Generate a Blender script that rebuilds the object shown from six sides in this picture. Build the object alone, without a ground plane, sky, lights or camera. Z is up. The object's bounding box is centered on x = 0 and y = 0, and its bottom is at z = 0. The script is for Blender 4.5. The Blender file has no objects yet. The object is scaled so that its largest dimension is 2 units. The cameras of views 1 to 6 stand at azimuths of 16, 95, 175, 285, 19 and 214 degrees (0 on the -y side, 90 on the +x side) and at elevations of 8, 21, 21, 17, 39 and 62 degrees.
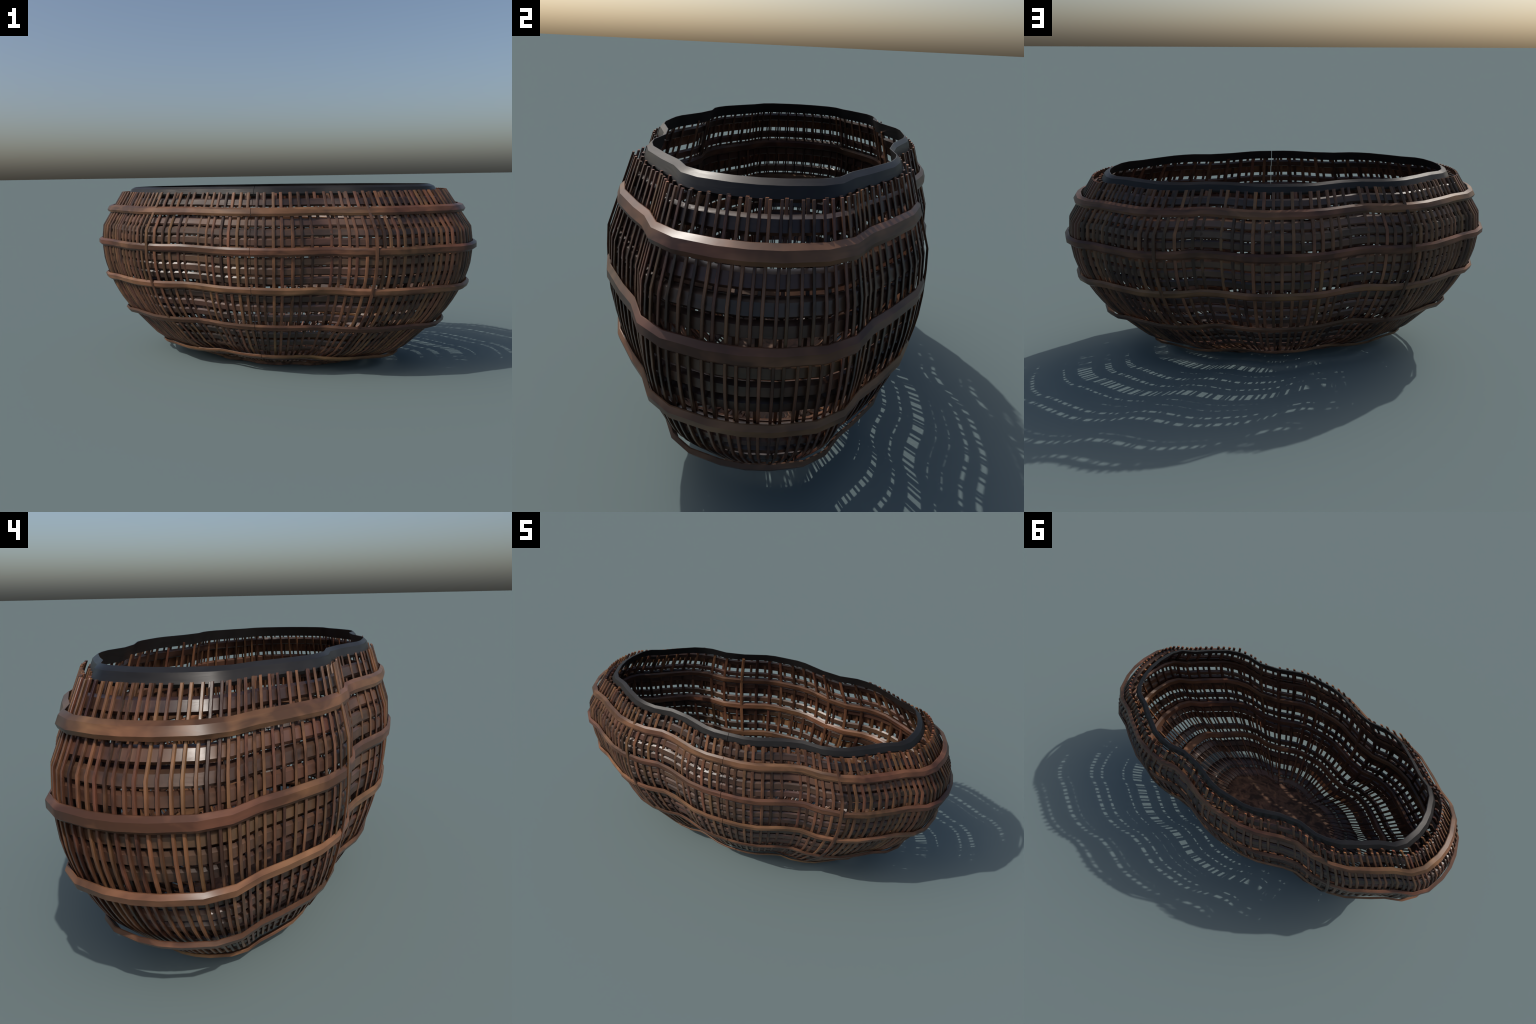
# A wide, open oval wicker basket: a wavy round basket stretched to twice its width.
# Everything is laid out in "round space" (a roughly circular, eight-lobed plan) and then
# stretched along x, which also thickens every strip at the two ends, as on the original.
import bpy, math, random
import numpy as np

random.seed(7)
STRETCH = 2.041            # x stretch of the round basket
STEP = 0.1784              # height of one woven course
SEAM = -90.0               # all rings are open strips that meet here, at the front

# ---------------------------------------------------------------- plan of the wall
# one quadrant of the plan (angle from the long axis, x, y), long half-axis = 1 after stretching
QUADRANT = [
    (0.0, 1.000, 0.000), (7.4, 0.993, 0.069), (16.8, 0.9640, 0.160), (24.6, 0.915, 0.218),
    (32.6, 0.836, 0.256), (39.6, 0.771, 0.304), (48.6, 0.662, 0.374), (54.9, 0.582, 0.4075),
    (61.2, 0.480, 0.415), (67.2, 0.386, 0.404), (72.4, 0.302, 0.4210), (80.2, 0.170, 0.474),
    (85.0, 0.087, 0.489), (90.0, 0.000, 0.490)]


def whole_plan():
    rows = []
    for a, x, y in QUADRANT:
        rows.append((a, x, y))
    for a, x, y in QUADRANT[-2::-1]:
        rows.append((180 - a, -x, y))
    for a, x, y in QUADRANT[1:]:
        rows.append((180 + a, -x, -y))
    for a, x, y in QUADRANT[-2:0:-1]:
        rows.append((360 - a, x, -y))
    return np.array(rows)


PLAN = whole_plan()
PLAN[:, 2] += 0.016 * np.cos(np.radians(PLAN[:, 0])) ** 2   # the blunt ends sit a little off centre
PLAN[:, 1] /= STRETCH                      # into round space


def plan_point(deg):
    """Smooth (Catmull-Rom) reading of the plan at any angle; returns point and outward normal."""
    a = deg % 360.0
    ang = np.r_[PLAN[-2:, 0] - 360, PLAN[:, 0], PLAN[:3, 0] + 360]
    pts = np.vstack([PLAN[-2:, 1:], PLAN[:, 1:], PLAN[:3, 1:]])
    i = int(np.searchsorted(ang, a, side="right") - 1)
    p0, p1, p2, p3 = pts[i - 1:i + 3]
    a0, a1, a2, a3 = ang[i - 1:i + 3]
    h = a2 - a1
    m1, m2 = (p2 - p0) / (a2 - a0) * h, (p3 - p1) / (a3 - a1) * h
    t = (a - a1) / h
    p = (2*t**3-3*t**2+1)*p1 + (t**3-2*t**2+t)*m1 + (-2*t**3+3*t**2)*p2 + (t**3-t**2)*m2
    d = (6*t*t-6*t)*p1 + (3*t*t-4*t+1)*m1 + (-6*t*t+6*t)*p2 + (3*t*t-2*t)*m2
    n = np.array([d[1], -d[0]])
    return p, n / np.linalg.norm(n)


# ---------------------------------------------------------------- profile of the wall
# height and half length of the outer face of the outer ribs
PROFILE = np.array([
    (0.930, 0.8300), (0.892, 0.8555), (0.7136, 0.974), (0.661, 0.981), (0.592, 0.983), (0.535, 0.977),
    (0.499, 0.968), (0.446, 0.950), (0.390, 0.925), (0.350, 0.903), (0.312, 0.879),
    (0.270, 0.846), (0.223, 0.801), (0.180, 0.758), (0.140, 0.718), (0.114, 0.691),
    (0.089, 0.650), (0.066, 0.596), (0.040, 0.520), (0.022, 0.440), (0.013, 0.365)])


def half_length(z):
    return float(np.interp(z, PROFILE[::-1, 0], PROFILE[::-1, 1]))


def lift(z):
    """Towards the long sides the bowl of the base curves up a little higher than at the ends."""
    return float(np.interp(z, (0.013, 0.05, 0.09, 0.18, 0.27), (0.0, 0.017, 0.027, 0.016, 0.0)))


LEVELS = np.linspace(0.0, 0.93, 940)
RAISED = np.array([z + lift(z) for z in LEVELS])


def ends_height(z):
    """Height at the two ends of a course that stands at height z on the long sides."""
    return float(np.interp(z, RAISED, LEVELS))


def lean(z, w=0.035):
    """Unit profile normal (outward, upward) in round space, at height z."""
    za, zb = max(z - w, 0.013), min(z + w, 0.925)
    dr = (half_length(zb) - half_length(za)) * 0.49
    dz = zb - za
    l = math.hypot(dr, dz)
    return dz / l, -dr / l


# ---------------------------------------------------------------- mesh helpers
def octagon(half_w, half_d, chamfer_w, chamfer_d):
    """Cross-section of a strip: (across, depth) with chamfered edges."""
    return [(-half_w, -half_d + chamfer_d), (-half_w, half_d - chamfer_d),
            (-half_w + chamfer_w, half_d), (half_w - chamfer_w, half_d),
            (half_w, half_d - chamfer_d), (half_w, -half_d + chamfer_d),
            (half_w - chamfer_w, -half_d), (-half_w + chamfer_w, -half_d)]


def sweep(stations, section, size=None):
    """stations: (centre, across, outward) triples in round space -> stretched verts, faces."""
    k = len(section)
    verts, faces = [], []
    for i, (c, across, out) in enumerate(stations):
        g = size[i] if size else 1.0
        for a, d in section:
            p = c + across * (a * g) + out * (d * g)
            verts.append((p[0] * STRETCH, p[1], p[2]))
    for i in range(len(stations) - 1):
        for j in range(k):
            j2 = (j + 1) % k
            faces.append((i*k + j, i*k + j2, (i+1)*k + j2, (i+1)*k + j))
    faces.append(tuple(reversed(range(k))))
    last = (len(stations) - 1) * k
    faces.append(tuple(last + j for j in range(k)))
    return verts, faces


def make(name, verts, faces, material, parent, tint, smooth=0.5, ends=None):
    import bmesh
    me = bpy.data.meshes.new(name)
    me.from_pydata(verts, [], faces)
    bm = bmesh.new()
    bm.from_mesh(me)
    bmesh.ops.recalc_face_normals(bm, faces=bm.faces)
    bm.to_mesh(me)
    bm.free()
    me.polygons.foreach_set("use_smooth", [True] * len(me.polygons))
    me.set_sharp_from_angle(angle=smooth)
    me.materials.append(material)
    if ends:
        me.materials.append(ends)
        for f in me.polygons:
            if len(f.vertices) > 4:
                f.material_index = 1
    ob = bpy.data.objects.new(name, me)
    bpy.context.scene.collection.objects.link(ob)
    ob.parent = parent
    ob["tint"] = float(tint)
    return ob


# ---------------------------------------------------------------- materials
def wood(name, dark, mid, light, grain, rough, spread=1.0, spec=0.4, mottle=0.45):
    m = bpy.data.materials.new(name)
    m.use_nodes = True
    nt = m.node_tree
    N, L = nt.nodes, nt.links
    bsdf = N["Principled BSDF"]
    tc = N.new("ShaderNodeTexCoord")
    tint = N.new("ShaderNodeAttribute")
    tint.attribute_type = "OBJECT"
    tint.attribute_name = '["tint"]'
    shift = N.new("ShaderNodeVectorMath"); shift.operation = "ADD"
    mul = N.new("ShaderNodeVectorMath"); mul.operation = "SCALE"
    mul.inputs[0].default_value = (3.1, 5.7, 4.3)
    L.new(tint.outputs["Fac"], mul.inputs["Scale"])
    L.new(tc.outputs["Object"], shift.inputs[0]); L.new(mul.outputs[0], shift.inputs[1])
    # broad cloudy patches
    mp = N.new("ShaderNodeMapping"); mp.inputs["Scale"].default_value = (2.6, 4.2, 3.4)
    L.new(shift.outputs[0], mp.inputs[0])
    cloud = N.new("ShaderNodeTexNoise"); cloud.inputs["Scale"].default_value = 2.2
    cloud.inputs["Detail"].default_value = 2; cloud.inputs["Distortion"].default_value = 0.8
    L.new(mp.outputs[0], cloud.inputs["Vector"])
    # grain drawn out along the strip
    mg = N.new("ShaderNodeMapping"); mg.inputs["Scale"].default_value = grain
    L.new(shift.outputs[0], mg.inputs[0])
    streak = N.new("ShaderNodeTexNoise"); streak.inputs["Scale"].default_value = 1.0
    streak.inputs["Detail"].default_value = 4; streak.inputs["Distortion"].default_value = 1.2
    L.new(mg.outputs[0], streak.inputs["Vector"])

    def mix_math(op, a, b):
        n = N.new("ShaderNodeMath"); n.operation = op
        for s, v in zip(n.inputs, (a, b)):
            if isinstance(v, (int, float)):
                s.default_value = v
            else:
                L.new(v, s)
        return n.outputs[0]
    a = mix_math("MULTIPLY", cloud.outputs["Fac"], 0.75)
    b = mix_math("MULTIPLY", mix_math("SUBTRACT", streak.outputs["Fac"], 0.5), mottle)
    c = mix_math("MULTIPLY", tint.outputs["Fac"], 0.42 * spread)
    f = mix_math("ADD", mix_math("ADD", a, b), c)
    f = mix_math("SUBTRACT", f, 0.075 + 0.21 * spread)
    ramp = N.new("ShaderNodeValToRGB")
    e = ramp.color_ramp.elements
    e[0].position, e[0].color = 0.12, (*dark, 1)
    e[1].position, e[1].color = 0.90, (*light, 1)
    k = ramp.color_ramp.elements.new(0.42); k.color = (*mid, 1)
    L.new(f, ramp.inputs[0])
    # each strip leans towards purple-brown or towards olive
    hue = N.new("ShaderNodeHueSaturation")
    wob = mix_math("FRACT", mix_math("MULTIPLY", tint.outputs["Fac"], 7.31), 0.0)
    drift = N.new("ShaderNodeTexNoise"); drift.inputs["Scale"].default_value = 3.1
    drift.inputs["Detail"].default_value = 1
    L.new(shift.outputs[0], drift.inputs["Vector"])
    h = mix_math("ADD", mix_math("MULTIPLY", wob, 0.018 * spread), mix_math("MULTIPLY", drift.outputs["Fac"], 0.050))
    L.new(mix_math("ADD", h, 0.5 - 0.0235 - 0.009 * spread), hue.inputs["Hue"])
    L.new(ramp.outputs[0], hue.inputs["Color"])
    L.new(hue.outputs[0], bsdf.inputs["Base Color"])
    r = mix_math("ADD", mix_math("MULTIPLY", streak.outputs["Fac"], 0.20), rough - 0.10)
    L.new(r, bsdf.inputs["Roughness"])
    bump = N.new("ShaderNodeBump"); bump.inputs["Strength"].default_value = 0.12
    bump.inputs["Distance"].default_value = 0.004
    L.new(streak.outputs["Fac"], bump.inputs["Height"])
    L.new(bump.outputs[0], bsdf.inputs["Normal"])
    bsdf.inputs["Specular IOR Level"].default_value = spec
    return m


DARK, MID, LIGHT = (0.045, 0.021, 0.012), (0.140, 0.066, 0.036), (0.270, 0.125, 0.060)
rib_wood = wood("rib_wood", (0.030, 0.014, 0.009), (0.128, 0.057, 0.030), (0.285, 0.122, 0.058), (55, 110, 7), 0.38, 0.85)
rib_end_sunglow_tint = wood("rib_end_sunglow_tint", (0.06, 0.026, 0.015), (0.20, 0.076, 0.036), (0.36, 0.13, 0.055), (60, 110, 60), 0.45, 1.3, 0.3)  # rib wood lightened towards orange: sun glow on the tips, put into base colour
slat_wood = wood("slat_wood", (0.026, 0.013, 0.009), (0.078, 0.039, 0.025), (0.155, 0.077, 0.043), (5, 9, 50), 0.36, 0.8, 0.5, 0.3)
hoop_wood = wood("hoop_wood", (0.066, 0.031, 0.018), (0.178, 0.083, 0.043), (0.340, 0.165, 0.088), (4, 7, 22), 0.38, 0.8, 0.30, 0.62)
rim_wood = wood("rim_wood", (0.010, 0.009, 0.009), (0.016, 0.015, 0.015), (0.032, 0.028, 0.025), (5, 9, 60), 0.42, 0.3, 0.28)
floor_wood = wood("floor_wood", (0.030, 0.013, 0.007), (0.120, 0.060, 0.040), (0.27, 0.130, 0.07), (16, 26, 20), 0.5, 0.4, 0.35, mottle=1.5)

# ---------------------------------------------------------------- rings
RING_ANGLES = sorted({round(float(a), 3) for a in PLAN[:, 0]})


def ring_stations(z, offset, tilt=None, gap=0.0006, half=None, end_drop=0.0, inset=0.0):
    """Open ring of the wall at height z, `offset` outward of the outer face of the ribs."""
    if not half:
        zp = ends_height(z)
        end_drop, low = end_drop + z - zp, zp
    else:
        low = z
    cz, sz = tilt if tilt else lean(low)
    r = half or half_length(low)
    turn = [SEAM + 360 + (a - 270) % 360 for a in RING_ANGLES]
    turn = sorted(turn)                                   # 270 ... 630
    turn.append(turn[0] + 360)
    out = []
    for i, a in enumerate(turn):
        p, n = plan_point(a)
        q, m = plan_point(a - 1.5)
        q2, m2 = plan_point(a + 1.5)
        n = (n + m + m2); n /= np.linalg.norm(n)
        tang = np.array([-n[1], n[0]])
        b = abs(abs((a - SEAM) % 180 - 90) - 90)           # angle from the short axis
        c2 = p * r + n * (-0.005 * math.exp(-((b - 35) / 4) ** 2) + 0.002 * math.exp(-((b - 18.2) / 4) ** 2))
        if i == 0:
            c2 = c2 + tang * gap
        if i == len(turn) - 1:
            c2 = c2 - tang * gap
        normal = np.array([n[0] * cz, n[1] * cz, sz])
        across = np.array([-n[0] * sz, -n[1] * sz, cz])
        c = np.array([c2[0], c2[1], z - end_drop * math.sin(math.radians(b)) ** 2]) + normal * offset * (1 + inset * math.sin(math.radians(b)) ** 2)
        out.append((c, across, normal))
    return out


basket = bpy.data.objects.new("wicker_basket", None)
bpy.context.scene.collection.objects.link(basket)
basket["label"] = "wide wavy oval basket of dark brown wooden strips"
basket["category"] = "basket"

# outer hoops
def hoop_section(fat):
    """Flat back against the ribs, broad outer face, chamfered above and below."""
    w, f = 0.0200 * fat, 0.0100 * fat
    return [(-w, -0.0022), (-w, -0.0004), (-f, 0.0060), (f, 0.0060), (w, -0.0004), (w, -0.0022)]
# (height, stand-off, half length, how far the hoop dips at the two ends)
for z, off, half, dip, fat in ((0.8035, 0.0070, None, 0.0, 1.0), (0.6260, 0.0045, None, 0.0, 1.0), (0.4450, 0.0045, None, 0.007, 0.94),
                          (0.2600, 0.0050, None, 0.010, 0.86), (0.0840, 0.0, 0.624, 0.018, 0.80)):
    make("hoop", *sweep(ring_stations(z, off, half=half, end_drop=dip, tilt=(0.68, -0.733) if half else None), hoop_section(fat)), hoop_wood, basket, random.random())
# inner hoops
for j in range(1, 5):
    z = STEP * j
    make("hoop", *sweep(ring_stations(z, -0.0246, inset=0.3), octagon(0.0195, 0.0055, 0.0085, 0.0060)),
         hoop_wood, basket, random.random())
# dark rim: chamfered outside, square inside
RIM = [(-0.0225, -0.0035), (-0.0225, -0.0005), (-0.0150, 0.0050), (0.0100, 0.0050),
       (0.0225, -0.0020), (0.0225, -0.0035)]
make("rim", *sweep(ring_stations(0.9030, -0.0205, inset=0.35), RIM),
     rim_wood, basket, 0.5)
# slats between the two layers of ribs
for q in range(3, 20):
    if q % 4 == 2:
        continue                                         # an outer hoop sits here instead
    z = STEP * q / 4 - {3: 0.010, 4: 0.013, 5: 0.014, 7: 0.008, 8: 0.004}.get(q, 0.0)
    make("slat", *sweep(ring_stations(z, -0.0102), octagon(0.0193 * (0.80 + 0.20 * half_length(z)), 0.0060, 0.0070, 0.0058)),
         slat_wood, basket, random.random())

# ---------------------------------------------------------------- ribs
def rib_shift(deg):
    """A rib stands proud at the four corners of the plan and sinks behind the slats in the hollows."""
    v = 0.0
    for side in (90, 270):
        d = abs((deg - side + 180) % 360 - 180)
        v += 0.0088 * math.exp(-((d - 34.0) / 1.2) ** 2) - 0.0092 * math.exp(-((d - 18.2) / 1.2) ** 2)
    return v


RIB = octagon(0.0033, 0.0026, 0.0008, 0.0007)
INNER_RIB = octagon(0.0038, 0.0030, 0.0009, 0.0008)


RIB_SIZE = [0.42 + 0.58 * min(1.0, s / 0.95) for z, s in PROFILE[1:]]   # the rods taper to the floor


def rib_stations(deg, offset):
    p, n = plan_point(deg)
    q, m = plan_point(deg - 2)
    q2, m2 = plan_point(deg + 2)
    n = n + m + m2; n /= np.linalg.norm(n)
    tang = np.array([-n[1], n[0], 0.0])
    out = []
    side = math.cos(math.radians(abs(abs((deg - SEAM) % 180 - 90) - 90))) ** 2
    for z, s in PROFILE[1:]:
        w = 0.012 if abs(z - 0.7136) < 0.01 else 0.03
        cz, sz = lean(z, w)
        normal = np.array([n[0] * cz, n[1] * cz, sz])
        w_off = offset if z > 0.03 else max(offset, -0.010)
        c = np.array([p[0] * s, p[1] * s, z + lift(z) * side]) + normal * (w_off + rib_shift(deg) * s ** 2)
        out.append((c, tang, normal))
    return out


for k in range(72):
    for a in (1.45, 3.75):
        deg = SEAM + 5 * k + a + random.uniform(-0.12, 0.12)
        make("rib", *sweep(rib_stations(deg, -0.0026), RIB, RIB_SIZE), rib_wood, basket, random.random(), ends=rib_end_sunglow_tint)
for k in range(72):
    deg = SEAM + 5 * k + 2.6
    make("rib", *sweep(rib_stations(deg, -0.0186), INNER_RIB, RIB_SIZE), rib_wood, basket, random.random(), ends=rib_end_sunglow_tint)

# ---------------------------------------------------------------- floor
def floor_mesh(s, z, thick):
    verts, faces = [], []
    rings = (0.34, 0.67, 1.0)
    n = len(RING_ANGLES)
    for side in (0, 1):
        verts.append((0, 0, z + side * thick))
        for f in rings:
            for a in RING_ANGLES:
                p, _ = plan_point(a)
                verts.append((p[0] * s * f * STRETCH, p[1] * s * f, z + side * thick))
    half = 1 + n * len(rings)
    for side in (0, 1):
        b = side * half
        for i in range(n):
            i2 = (i + 1) % n
            faces.append((b, b + 1 + i, b + 1 + i2))
            for r in range(len(rings) - 1):
                o = b + 1 + r * n
                faces.append((o + i, o + n + i, o + n + i2, o + i2))
    for i in range(n):
        i2 = (i + 1) % n
        o = 1 + 2 * n
        faces.append((o + i, o + i2, half + o + i2, half + o + i))
    return verts, faces


make("floor", *floor_mesh(0.372, 0.0, 0.018), floor_wood, basket, 0.4)
for s_mid, z in ((0.414, 0.030), (0.502, 0.054)):
    make("slat", *sweep(ring_stations(z, 0.0, half=s_mid, end_drop=0.008, tilt=(0.28, -0.96)), octagon(0.0185, 0.0045, 0.005, 0.003)),
         slat_wood, basket, random.random())
